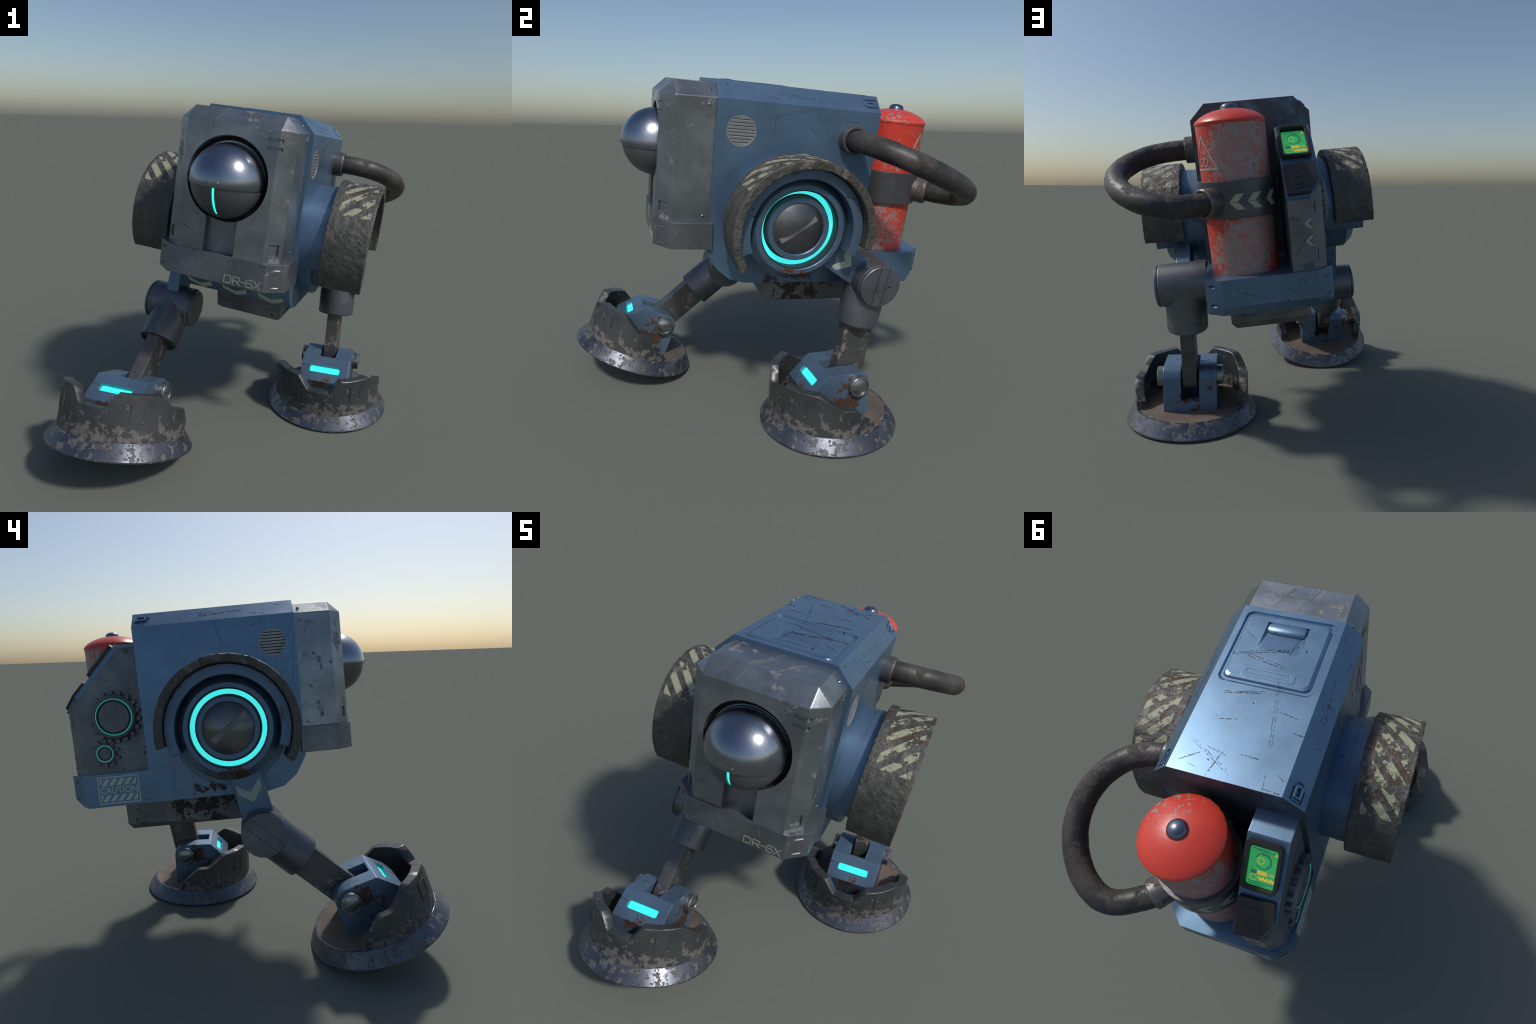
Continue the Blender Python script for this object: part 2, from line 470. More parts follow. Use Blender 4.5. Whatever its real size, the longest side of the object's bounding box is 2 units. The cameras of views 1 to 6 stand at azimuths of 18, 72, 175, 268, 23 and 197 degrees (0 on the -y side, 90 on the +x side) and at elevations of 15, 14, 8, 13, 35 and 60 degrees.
def boolean(me, cutters, op='DIFFERENCE'):
    if not isinstance(cutters, (list, tuple)):
        cutters = [cutters]
    def setup(ob):
        ex = []
        for c in cutters:
            co = bpy.data.objects.new("cut", c); scene.collection.objects.link(co); ex.append(co)
            m = ob.modifiers.new("b", 'BOOLEAN'); m.operation = op; m.object = co; m.solver = 'EXACT'
        return ex
    return modified(me, setup)

def bevel(me, w=.004, seg=2, ang=25):
    def setup(ob):
        m = ob.modifiers.new("bev", 'BEVEL'); m.width = w; m.segments = seg
        m.limit_method = 'ANGLE'; m.angle_limit = radians(ang); m.harden_normals = False
        m.use_clamp_overlap = True
    return modified(me, setup)

def put(name, me, mat, parent=None, matrix=BODY, smooth=28, stuff=False):
    me.name = name
    me.materials.clear(); me.materials.append(mat)
    me.polygons.foreach_set("use_smooth", [True] * len(me.polygons))
    me.set_sharp_from_angle(angle=radians(smooth))
    if smooth <= 30 and len(me.polygons) > 6:
        def weigh(o):
            m = o.modifiers.new("wn", 'WEIGHTED_NORMAL'); m.keep_sharp = True; m.weight = 80
        me = modified(me, weigh); me.name = name
    ob = bpy.data.objects.new(name, me)
    scene.collection.objects.link(ob)
    if parent is None:
        ob.parent = root; ob.matrix_basis = matrix
    else:
        ob.parent = parent
    if stuff:
        ob["kind"] = "stuff"
    return ob

def rough_up(me, amp, scale, seed=0.0, keep=None):
    """push vertices along their normals with fractal noise"""
    me.update()
    for v in me.vertices:
        if keep and not keep(v.co):
            continue
        q = v.co * scale + Vector((seed, seed, seed))
        d = noise.fractal(q, .8, 2.1, 3)
        v.co += v.normal * d * amp
    me.update()

def decal(quads, fmap, k=1, h=.0012, name="marking", base=-.0015):
    """flat marking: uv quads mapped onto a surface, with a little thickness"""
    bm = bmesh.new()
    for q in quads:
        g = [[None] * (k + 1) for _ in range(k + 1)]; b = [[None] * (k + 1) for _ in range(k + 1)]
        for i in range(k + 1):
            for j in range(k + 1):
                s, t = i / k, j / k
                u = (q[0][0] * (1 - s) + q[1][0] * s) * (1 - t) + (q[3][0] * (1 - s) + q[2][0] * s) * t
                v = (q[0][1] * (1 - s) + q[1][1] * s) * (1 - t) + (q[3][1] * (1 - s) + q[2][1] * s) * t
                g[i][j] = bm.verts.new(fmap(u, v, h)); b[i][j] = bm.verts.new(fmap(u, v, base))
        for i in range(k):
            for j in range(k):
                bm.faces.new((g[i][j], g[i + 1][j], g[i + 1][j + 1], g[i][j + 1]))
                bm.faces.new((b[i][j + 1], b[i + 1][j + 1], b[i + 1][j], b[i][j]))
        for i in range(k):
            for a, c in ((0, 0), (0, k)):
                bm.faces.new((g[i][c], g[i + 1][c], b[i + 1][c], b[i][c]))
                bm.faces.new((g[c][i], g[c][i + 1], b[c][i + 1], b[c][i]))
    return to_mesh(bm, name, clean=False)

def flat(fr):
    return lambda u, v, h: fr @ Vector((u, v, h))

def seg_quad(a, b, w):
    dx, dy = b[0] - a[0], b[1] - a[1]; L = hypot(dx, dy); nx, ny = -dy / L * w / 2, dx / L * w / 2
    ex, ey = dx / L * w / 2, dy / L * w / 2
    return [(a[0] - nx - ex, a[1] - ny - ey), (b[0] - nx + ex, b[1] - ny + ey), (b[0] + nx + ex, b[1] + ny + ey), (a[0] + nx - ex, a[1] + ny - ey)]

def ring_quads(c, r, w, a0=0, a1=360, n=24):
    qs = []
    for i in range(n):
        t0, t1 = radians(a0 + (a1 - a0) * i / n), radians(a0 + (a1 - a0) * (i + 1) / n)
        qs.append([(c[0] + (r - w / 2) * cos(t0), c[1] + (r - w / 2) * sin(t0)), (c[0] + (r + w / 2) * cos(t0), c[1] + (r + w / 2) * sin(t0)),
                   (c[0] + (r + w / 2) * cos(t1), c[1] + (r + w / 2) * sin(t1)), (c[0] + (r - w / 2) * cos(t1), c[1] + (r - w / 2) * sin(t1))])
    return qs

def text_mesh(s, fr, u0, v0, u1, v1, h=.0012, bold=0.0):
    cu = bpy.data.curves.new("txt", 'FONT'); cu.body = s; cu.size = 1.0; cu.extrude = .5; cu.offset = bold
    ob = bpy.data.objects.new("txt", cu); scene.collection.objects.link(ob)
    bpy.context.view_layer.update()
    me = bpy.data.meshes.new_from_object(ob.evaluated_get(bpy.context.evaluated_depsgraph_get()))
    bpy.data.objects.remove(ob)
    xs = [v.co.x for v in me.vertices]; ys = [v.co.y for v in me.vertices]
    x0, x1, y0, y1 = min(xs), max(xs), min(ys), max(ys)
    for v in me.vertices:
        v.co = fr @ Vector((u0 + (v.co.x - x0) / (x1 - x0) * (u1 - u0), v0 + (v.co.y - y0) / (y1 - y0) * (v1 - v0), h * (v.co.z + .5) - .0003))
    return me

# ================================================================== HULL
TOP = .767
upper = hull(sym([(.22, -.237, TOP), (.295, -.237, .692), (.22, .575, TOP), (.295, .575, .692),
                  (.295, -.237, -.03), (.295, -.185, -.118), (.295, -.115, -.175), (.295, -.03, -.194), (.295, .575, -.194)]))
tray = hull(sym([(.295, .50, -.025), (.295, .50, -.1945), (.295, .915, -.025), (.22, .988, -.025),
                 (.295, .915, -.165), (.22, .988, -.150), (.295, .900, -.197), (.22, .950, -.199)]))
body = boolean(upper, tray, 'UNION')
body = bevel(body, .006, 2, 20)
# recessed hatch on the roof
roof = frame((0, 0, TOP), (1, 0, 0), (0, 1, 0))
pocket = hull([tuple(roof @ Vector((u, v, .01))) for u, v in rounded(-.200, -.216, .200, .176, .03)] +
              [tuple(roof @ Vector((u, v, -.009))) for u, v in rounded(-.190, -.207, .190, .150, .03)])
# vent recesses and loops in the rear bevels
VENT = (-.118, .555)
roof_grip = hull([(-.074, -.163, TOP - .0148), (.074, -.163, TOP - .0148), (-.078, -.03, TOP - .001), (.078, -.03, TOP - .001),
                  (-.086, -.163, TOP + .002), (.086, -.163, TOP + .002), (-.082, -.03, TOP + .002), (.082, -.03, TOP + .002)])
cuts = [pocket, roof_grip]
for sx in (1, -1):
    cuts.append(cyl((sx * .297, *VENT), (sx, 0, 0), .069, -.018, .02, 48, 0))
    lf = frame((sx * .2575, .575, .7295), (0, -1, 0), (sx * .075, 0, -.075))     # rear bevel: u forward, v outward-down
    d_out = [(.012, -.028), (.060, -.028)] + [(.060 + .028 * sin(t), -.028 * cos(t)) for t in (pi * i / 8 for i in range(1, 8))] + [(.060, .028), (.012, .028)]
    cuts.append(prism(d_out, lf, -.006, .006))
    ef = frame((sx * .2575, .9515, -.08), (-sx * .075, .073, 0), (0, 0, 1))      # tray corner dents
    for v in (.022, -.066):
        cuts.append(hull([tuple(ef @ Vector(p)) for p in ((-.034, v, .002), (.034, v, .002), (0, v + .012, .004), (0, v - .012, .004), (-.022, v, -.009), (.022, v, -.009))]))
body = boolean(body, cuts)
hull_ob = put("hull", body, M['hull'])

for sx in (1, -1):
    lf = frame((sx * .2575, .575, .7295), (0, -1, 0), (sx * .075, 0, -.075))
    s = 1 if lf.col[2].xyz.dot(Vector((sx, 0, 1))) > 0 else -1
    dd = [(.022, -.018), (.058, -.018)] + [(.058 + .018 * sin(t), -.018 * cos(t)) for t in (pi * i / 8 for i in range(1, 8))] + [(.058, .018), (.022, .018)]
    inner = [(.030, -.009), (.056, -.009)] + [(.056 + .009 * sin(t), -.009 * cos(t)) for t in (pi * i / 6 for i in range(1, 6))] + [(.056, .009), (.030, .009)]
    loop = boolean(prism(dd, lf, -.009, .001), prism(inner, lf, -.02, .02))
    put("lashing_loop", bevel(loop, .002, 2), M['hull'], hull_ob)
    put("loop_bar", bevel(prism([(.013, -.02), (.019, -.02), (.019, .02), (.013, .02)], lf, -.008, .001), .002, 1), M['hull'], hull_ob)
    slats = []
    for i in range(9):
        z = (i - 4) * .0148
        half = math.sqrt(.0685 ** 2 - max(0, abs(z) - .006) ** 2)
        put("vent_slat", bevel(hull([(sx * x, VENT[0] + y, VENT[1] + z + dz) for y in (-half, half)
                                     for x, dz in ((.280, -.0061), (.2935, -.0061), (.2945, .0050), (.2915, .0061), (.280, .0061))]), .0008, 1), M['vent'], hull_ob)
    put("vent_back", cyl((sx * .282, *VENT), (sx, 0, 0), .0685, -.003, .002, 40, 0), M['gap'], hull_ob)
    put("vent_rim", lathe([(.0655, -.012), (.0655, -.001), (.067, .0008), (.0705, .0006), (.0705, -.012)], axis_frame((sx * .295, *VENT), (sx, 0, 0)), 48), M['vent'], hull_ob)

# hatch lid: raised panel with a grip and a latch slot
lid = hull([tuple(roof @ Vector((u, v, .0022))) for u, v in rounded(-.166, -.188, .166, .124, .024)] +
           [tuple(roof @ Vector((u, v, -.0015))) for u, v in rounded(-.176, -.198, .176, .135, .027)] +
           [tuple(roof @ Vector((u, v, -.0105))) for u, v in rounded(-.183, -.204, .183, .142, .028)])
wedge = hull([(-.072, -.165, TOP - .015), (.072, -.165, TOP - .015), (-.076, -.02, TOP + .0018), (.076, -.02, TOP + .0018),
              (-.092, -.165, TOP + .004), (.092, -.165, TOP + .004), (-.090, -.02, TOP + .004), (.090, -.02, TOP + .004)])
lid = boolean(lid, [wedge])
hatch = put("hatch", bevel(lid, .003, 3, 15), M['hull'], hull_ob)
put("hatch_grip", hull([(u, -.142 + .030 * cos(t), TOP - .008 + .014 * sin(t)) for u in (-.066, .066) for t in (pi * k / 12 for k in range(13))] +
                       [(u, -.142 + .022 * cos(t), TOP - .008 + .011 * sin(t)) for u in (-.080, .080) for t in (pi * k / 12 for k in range(13))]), M['hull'], hull_ob, smooth=40)
latch = boolean(prism(rounded(-.110, .070, .110, .121, .012), roof, -.006, .0040), prism(rounded(-.090, .084, .090, .107, .006), roof, -.002, .01))
put("hatch_latch", bevel(latch, .0015, 2), M['hull'], hull_ob)

# hazard chevrons under the bumper (on the hull's lower front slope)
slope = frame((0, -.150, -.1465), (1, 0, 0), (0, -.070, .057))
chev = []
for cx in (-.195, 0, .195):
    chev += [[(cx, -.040), (cx + .066, .012), (cx + .066, .060), (cx, .008)], [(cx, -.040), (cx, .008), (cx - .066, .060), (cx - .066, .012)]]
put("hazard_marking", decal(chev, flat(slope), 1), M['mark'], hull_ob)

# caution sign on the right flank
sf = frame((-.295, .737, -.111), (0, -1, 0), (0, 0, 1))
W2, H2 = .104, .068
q = [seg_quad((-W2, H2), (W2, H2), .006), seg_quad((-W2, -H2), (W2, -H2), .006), seg_quad((-W2, -H2), (-W2, H2), .006), seg_quad((W2, -H2), (W2, H2), .006)]
def clip_band(v0, v1):
    out = []
    for i in range(-1, 6):
        u = -.088 + i * .0385
        a = [(u, v0), (u + .023, v0), (u + .023 + .026, v1), (u + .026, v1)]
        poly = [(min(max(p[0], -.094), .094), p[1]) for p in a]
        if abs(poly[0][0] - poly[1][0]) + abs(poly[2][0] - poly[3][0]) > .004:
            out.append(poly)
    return out
q += clip_band(.024, .058) + clip_band(-.058, -.024)
put("caution_sign", decal(q, flat(sf), 1), M['sign'], hull_ob)
put("caution_lettering", text_mesh("CAUTION", sf, -.096, -.017, .096, .017, .0014, .012), M['sign'], hull_ob)

# battery box slung under the hull
bx = hull(sym([(.193, .070, -.18), (.193, .116, -.337), (.172, .126, -.350), (.205, .735, -.18), (.202, .735, -.315), (.178, .715, -.347)]))
bcut = []
bf = frame((0, .735, -.262), (-1, 0, 0), (0, 0, 1))
ff = frame((0, .0975, -.273), (1, 0, 0), (0, -.046, .157))
for cu in (-.13, .13):
    bcut.append(prism(rounded(cu - .045, -.018, cu + .045, .016, .003), bf, -.004, .01))
    bcut.append(prism(rounded(cu - .035, -.02, cu + .035, .02, .003), ff, -.004, .01))
for sx in (1, -1):
    bsf = frame((sx * .2, .66, -.30), (0, -1, 0), (0, 0, 1))
    bcut.append(prism(rounded(-.03, -.014, .03, .014, .002), bsf, -.006 if sx < 0 else -.01, .01 if sx < 0 else .006))
bx = bevel(boolean(bx, bcut), .004, 2)
put("battery_box", bx, M['box'])

# ================================================================== FACE
plate = hull(sym([(.212, -.481, .687), (.211, -.417, .747), (.274, -.417, .687), (.213, -.232, .748), (.274, -.232, .690),
                  (.213, -.486, .03), (.279, -.417, .03), (.279, -.232, .03)]))
plate = bevel(plate, .004, 2)
EYE = Vector((0, -.473, .442))
cuts = [cyl((0, -.456, .452), (0, -1, 0), .187, 0, .2, 72, 0), cyl((0, -.3, .442), (0, -1, 0), .167, 0, .3, 64, 0),
        box((-.074, -.6, -.05), (.074, -.449, .34))]
for v in (.642, .606):
    cuts.append(prism(rounded(.160, v - .009, .225, v + .009, .008), frame((0, -.481, 0), (1, 0, 0), (0, 0, 1)), -.0055, .007))
    cuts.append(prism(rounded(-.012, v - .009, .018, v + .009, .008), frame((.2125, -.481, 0), (.061, .064, 0), (0, 0, 1)), -.0055, .009))
for sx in (1, -1):
    cf = frame((sx * .2455, -.4515, .178), (.065 * sx, .069, 0), (0, 0, 1))
    cuts.append(prism(rounded(-.026, -.026, .026, .026, .003), cf, -.009, .009))
plate = boolean(plate, cuts)
face = put("face_plate", plate, M['face'])
put("socket_ring", lathe([(.1665, -.004), (.1665, .0015), (.1865, .0015), (.1865, -.004)], axis_frame((0, -.456, .450), (0, -1, 0)), 72), M['gap'], face)
put("eye_cradle", bevel(box((-.0735, -.43, .05), (.0735, -.4505, .30)), .0015), M['belt'], face)
for sx in (1, -1):
    for p, d in (((.2715, -.268, .656), (1, 0, 0)), ((.2765, -.268, .145), (1, 0, 0)), ((.2425, -.264, .7195), (1, 0, 1))):
        put("rivet", lathe([(0, .0065), (.004, .006), (.0075, .003), (.0085, 0), (.0085, -.004)], axis_frame((sx * p[0], p[1], p[2]), (sx * d[0], d[1], d[2])), 16), M['chrome'], face)

belt = hull(sym([(.235, -.492, .120), (.316, -.414, .120), (.316, -.222, .120), (.235, -.492, -.011), (.316, -.414, -.011), (.318, -.217, -.011)]))
belt = bevel(belt, .004, 2)
cuts = []
for sx in (1, -1):
    cf = frame((sx * .2755, -.453, .055), (.081 * sx, .078, 0), (0, 0, 1))
    for v in (.040, -.040):
        cuts.append(hull([tuple(cf @ Vector(p)) for p in ((-.024, v, .002), (.024, v, .002), (0, v + .010, .004), (0, v - .010, .004), (-.012, v, -.004), (.012, v, -.004),
                                                          (-.024, v, -.002), (.024, v, -.002))]))
cuts.append(box((-.07, -.484, .108), (.07, -.43, .14)))
belt = put("bumper", boolean(belt, cuts), M['belt'])
def strokes(paths, u0, v0, w, h, t):
    qs = []
    for pth in paths:
        pts = [(u0 + x * w, v0 + y * h) for x, y in pth]
        qs += [seg_quad(a, b, t) for a, b in zip(pts, pts[1:])]
    return qs
LET = {'D': [[(.28, 0), (.8, 0), (1, .2), (1, .8), (.8, 1), (0, 1), (0, .0), (.1, 0)]],
       'R': [[(0, 0), (0, 1), (.8, 1), (1, .85), (1, .6), (.8, .45), (.1, .45)], [(.5, .45), (1, 0)]],
       '-': [[(0, .5), (1, .5)]],
       '6': [[(.95, 1), (.2, 1), (0, .85), (0, .15), (.2, 0), (.8, 0), (1, .15), (1, .4), (.8, .55), (.0, .55)]],
       'X': [[(0, 1), (1, 0)], [(0, 0), (1, 1)]]}
qs = []
for ch, u, w in (('D', .050, .032), ('R', .092, .032), ('-', .1315, .016), ('6', .1545, .030), ('X', .190, .030)):
    qs += strokes(LET[ch], u, .001, w, .034, .0036)
put("bumper_lettering", decal(qs, flat(frame((0, -.492, 0), (1, 0, 0), (0, 0, 1))), 1), M['letters'], belt)

# eye: dark lower ball, bright lid over the upper half, glowing slit
def ball(c, r, lat0, lat1, n=24):
    return [(r * cos(radians(lat0 + (lat1 - lat0) * i / n)), r * sin(radians(lat0 + (lat1 - lat0) * i / n))) for i in range(n + 1)]
ef = Matrix.Translation(EYE)
fm = lambda u, v, h: EYE + Vector((sin(radians(u)) * cos(radians(v)), -cos(radians(u)) * cos(radians(v)), sin(radians(v)))) * (.160 + h)
sl = []
for i in range(14):
    a, b = -7 - i * 3.9, -7 - (i + 1) * 3.9
    wa = 2.1 / cos(radians(a)); wb = 2.1 / cos(radians(b))
    sl.append([(1 - wa, a), (1 + wa, a), (1 + wb, b), (1 - wb, b)])
groove = hull([EYE + Vector((x, y, z)) for x in (-.0035, .0093) for y, z in ((-.10, -.019), (-.2, -.019), (-.2, -.16), (-.07, -.145))])
ballm = boolean(lathe(ball(EYE, .160, -90, 0) + [(0, .0)], ef, 64), groove)
inner_ball = lathe(ball(EYE, .1515, -89, -1), ef, 48)
eye = put("eyeball", ballm, M['eye'])
put("eyeball_core", inner_ball, M['eye'], eye)
z0 = degrees(math.asin(-.016 / .166))
put("eyelid", lathe([(.150, -.016), (.1635, -.0165)] + ball(EYE, .166, z0 + 1, 90), ef, 64), M['chrome'], eye)
put("pupil_slit", decal(sl, lambda u, v, h: fm(u, v, h - .0075), 2, .0010), M['lamp'], eye)
for lon in (-10.5, 7):
    p = EYE + Vector((sin(radians(lon)), -cos(radians(lon)), .012)) * .1655
    put("rivet", lathe([(0, .005), (.004, .0045), (.0075, .002), (.008, -.003)], axis_frame(p, p - EYE), 16), M['chrome'], eye)

# ================================================================== HIPS
def hip_axis(sx):
    return Matrix.Translation((0, HIPC[1], HIPC[2])) @ Matrix(((0, 0, sx, 0), (1, 0, 0, 0), (0, sx, 0, 0), (0, 0, 0, 1)))
# in this frame: local x -> body y, local y -> body +-z, local z -> outward
def arc_block(r0, r1, x0, x1, a0, a1, sx, seg, nx, nr):
    """thick curved plate round the hip axis, finely gridded"""
    bm = bmesh.new(); V = {}
    def vert(i, j, k):
        if (i, j, k) not in V:
            t = radians(a0 + (a1 - a0) * i / seg); x = x0 + (x1 - x0) * j / nx; r = r0 + (r1 - r0) * k / nr
            V[(i, j, k)] = bm.verts.new((sx * x, HIPC[1] + r * cos(t), HIPC[2] + r * sin(t)))
        return V[(i, j, k)]
    def grid(A, B, f):
        for a in range(A):
            for b in range(B):
                bm.faces.new((f(a, b), f(a + 1, b), f(a + 1, b + 1), f(a, b + 1)))
    for k in (0, nr):
        grid(seg, nx, lambda a, b: vert(a, b, k))
    for j in (0, nx):
        grid(seg, nr, lambda a, b: vert(a, j, b))
    for i in (0, seg):
        grid(nx, nr, lambda a, b: vert(i, a, b))
    return to_mesh(bm, "arc")

for sx in (1, -1):
    ax = axis_frame((0, HIPC[1], HIPC[2]), (sx, 0, 0))
    put("hip_drum", lathe([(0, .27), (.291, .27), (.291, .358), (.287, .364), (0, .364)], ax, 56), M['drum'])
    put("hub_shroud", bevel(arc_block(.2445, .2925, .355, .572, -22.2, 202.4, sx, 60, 1, 1), .003, 2, 40), M['drum'])
    fe = arc_block(.2955, .3335, .408, .620, -11.2, 211.7, sx, 150, 26, 5)
    fe = bevel(fe, .003, 1, 50)
    rough_up(fe, .0014, 34, 3.0 * sx)
    put("fender", fe, M['fender'], smooth=45)
    hub = put("hub", lathe([(0, .34), (.2485, .34), (.2485, .488), (.246, .494), (.2145, .533), (.210, .536), (.190, .536), (.1865, .532), (.1845, .469), (.150, .469),
                            (.150, .507), (.147, .511), (.126, .511), (.122, .507), (.122, .49), (0, .49)], ax, 64), M['hub'])
    put("light_ring", lathe([(.1605, .461), (.1605, .475), (.1835, .475), (.1835, .461), (.1605, .461)], ax, 64), M['ring'], hub)
    put("groove_dark_strip", lathe([(.1840, .525), (.1852, .468), (.1495, .468), (.1495, .5035), (.1515, .5035), (.1515, .4695), (.1835, .4695), (.1825, .525), (.1840, .525)], ax, 64), M['groove_dark'], hub)
    R = .250; h0 = math.sqrt(R * R - .1215 ** 2)
    dome = lathe([(0, .480), (.1215, .480)] + [(.1215 * i / 14, .507 - h0 + math.sqrt(R * R - (.1215 * i / 14) ** 2)) for i in range(14, -1, -1)], ax, 64)
    sgn = 1 if sx > 0 else -1
    d = Vector((0, .162, sgn * .113)).normalized()
    g = frame((sx * .5155, .1335, .1585), d, Vector((sx, 0, 0)).cross(d))
    up = 1 if g.col[2].xyz.dot(Vector((sx, 0, 0))) > 0 else -1
    rect = [(-.102, -.0165), (.102, -.0165), (.102, .0165), (-.102, .0165)]
    lo, hi = (.0, .08) if up > 0 else (-.08, .0)
    put("hub_dome", boolean(dome, prism(rect, g, lo, hi)), M['dome'], hub)
    put("dome_slot", prism([(-.0985, -.0145), (.0985, -.0145), (.0985, .0145), (-.0985, .0145)], g, *((-.01, .0012) if up > 0 else (-.0012, .01))), M['slot'], hub)

# ================================================================== LEGS
def leg(sx, jy, jz, ankle_local, jx, hx, outer):
    J = Vector((sx * jx, jy, jz)); H = Vector((sx * hx, HIPC[1], HIPC[2])); A = Vector(ankle_local)
    d = (J - H).normalized(); side = Vector((sx, 0, 0)).cross(d)
    fr = frame(H, d, side); L = (J - H).length
    wd = fr.col[2].xyz.dot(Vector((sx, 0, 0)))
    arm = prism([(.10, -.078), (L, -.078), (L, .078), (.10, .078)], fr, -.036, .036)
    up = put("upper_leg", bevel(arm, .004, 2), M['limb'])
    out = frame(Vector((sx * (hx + .036), HIPC[1], HIPC[2])), d, side)
    s = 1 if wd > 0 else -1
    fmap = lambda u, v, h: out @ Vector((u, v, s * h))
    cq = [[(.381, .001), (.328, .001), (.279, .060), (.322, .060)], [(.381, -.001), (.322, -.060), (.279, -.060), (.328, -.001)]]
    put("leg_chevron", decal(cq, fmap, 1), M['legmark'], up)
    # knee: cylinder across the leg with slotted end caps
    kn = lathe([(0, .284), (.100, .284), (.100, .296), (.108, .300), (.111, .304), (.111, outer - .024), (.108, outer - .019), (.1045, outer - .019), (.1045, outer - .014),
                (.1085, outer - .012), (.1085, outer - .004), (.105, outer), (0, outer)], axis_frame((0, jy, jz), (sx, 0, 0)), 22)
    slot_dir = Vector((0, A.y - J.y, A.z - J.z)).normalized()
    sf_ = frame(Vector((sx * outer, jy, jz)), slot_dir, Vector((sx, 0, 0)).cross(slot_dir))
    s2 = 1 if sf_.col[2].xyz.dot(Vector((sx, 0, 0))) > 0 else -1
    grooves = [prism([(-.13, o - .002), (.13, o - .002), (.13, o + .002), (-.13, o + .002)], sf_, -.006, .006) for o in (-.024, .024)]
    knee = put("knee_joint", boolean(kn, grooves), M['joint'])
    # sleeve and flat shin bar
    dl = (A - J).normalized()
    put("shin_sleeve", lathe([(0, .0), (.108, .0), (.108, .245), (.105, .2505), (.094, .2505), (.092, .24), (0, .24)], axis_frame(J, dl), 24), M['joint'])
    bar_len = (A - J).length
    bf_ = frame(J, dl, Vector((sx, 0, 0)).cross(dl))
    end = [(bar_len + .066 * cos(radians(t)), .080 * sin(radians(t))) for t in range(-90, 91, 30)]
    bar = bevel(prism([(.18, .080), (.18, -.080)] + end, bf_, -.037, .037), .005, 2)
    put("shin", bar, M['shin'])

leg(1, .585, -.115, (.469, .525, -.651), .423, .430, .566)
leg(-1, .018, -.361, (-.402, -.365, -.717), .415, .424, .558)

# ================================================================== FEET (own frame, both symmetric)
FC = Matrix.Translation((0, -.093, 0))
foot_base = lathe([(0, -.004), (.356, -.004), (.3655, .001), (.3655, .007), (.362, .0125), (.318, .0725), (.314, .074), (.305, .074)], FC, 72)
foot_top = lathe([(.306, .060), (.306, .0738), (.25, .0738), (.2, .0738), (.1, .0738), (0, .0738)], FC, 64)

def shield_mesh():
    """curved guard: low notch in front, shoulders, steps down to the back"""
    key = [(-113.5, .117), (-91, .2135), (-78.5, .2165), (-57, .287), (-22.5, .289), (-11.2, .2155), (11.2, .2155), (22.5, .289), (57, .287), (78.5, .2165), (91, .2135), (113.5, .117)]
    bm = bmesh.new(); nz = 10; cols = []
    for (a, ha), (b, hb) in zip(key, key[1:]):
        n = max(2, int((b - a) / 2.2))
        for i in range(n):
            cols.append((a + (b - a) * i / n, ha + (hb - ha) * i / n))
    cols.append(key[-1])
    def pt(az, r, z):
        return (r * sin(radians(az)), -.093 - r * cos(radians(az)), z)
    rows = []
    for az, h in cols:
        o = [bm.verts.new(pt(az, .3165, .068 + (h - .068) * k / nz)) for k in range(nz + 1)]
        i_ = [bm.verts.new(pt(az, .268, .068 + (h - .068) * k / nz)) for k in range(nz + 1)]
        rows.append((o, i_))
    for (o, i_), (o2, i2) in zip(rows, rows[1:]):
        for k in range(nz):
            bm.faces.new((o[k], o2[k], o2[k + 1], o[k + 1]))
            bm.faces.new((i_[k + 1], i2[k + 1], i2[k], i_[k]))
        bm.faces.new((o[nz], o2[nz], i2[nz], i_[nz]))
        bm.faces.new((o[0], i_[0], i2[0], o2[0]))
    for o, i_ in (rows[0], rows[-1]):
        for k in range(nz):
            bm.faces.new((o[k], o[k + 1], i_[k + 1], i_[k]))
    me = to_mesh(bm, "shield")
    me = bevel(me, .003, 1, 50)
    rough_up(me, .0016, 30, 5.0)
    return me
shield = shield_mesh()

prof = [(-.160, .316), (-.268, .208), (-.268, .070), (.072, .070), (.072, .250)] + \
       [(.000 + .072 * cos(radians(t)), .246 + .070 * sin(radians(t))) for t in (15, 30, 45, 60, 75, 90)]
pf = frame((0, 0, 0), (0, 1, 0), (0, 0, 1))
brk = prism(prof, pf, -.143, .143)
lampf = frame((0, -.214, .262), (1, 0, 0), (0, .5, .5))
sg = 1 if lampf.col[2].xyz.dot(Vector((0, -1, 1))) > 0 else -1
brk = boolean(brk, [box((-.048, -.144, .138), (.048, .2, .4))])
brk = bevel(brk, .004, 2, 24)
brk = boolean(brk, [prism(rounded(-.090, -.021, .090, .021, .010), lampf, -.034, .016)])
lampme = prism(rounded(-.0885, -.0195, .0885, .0195, .009), lampf, *((-.036, -.018) if sg > 0 else (.018, .036)))
def bolt_mesh(s):
    a = axis_frame((0, 0, .250), (s, 0, 0))
    b = lathe([(0, .13), (.053, .13), (.053, .174), (.050, .1775), (.0455, .1775), (.044, .1745)] +
              [(.044 * i / 8, .172 + .011 * (1 - (i / 8) ** 2)) for i in range(8, -1, -1)], a, 40)
    f = frame((s * .178, 0, .250), (0, 1, 0), (0, 0, 1))
    return boolean(b, prism([(-.041, -.0065), (.041, -.0065), (.041, .0065), (-.041, .0065)], f, *((-.005, .02) if s > 0 else (-.02, .005))))
bolts = [bolt_mesh(1), bolt_mesh(-1)]
plates = []
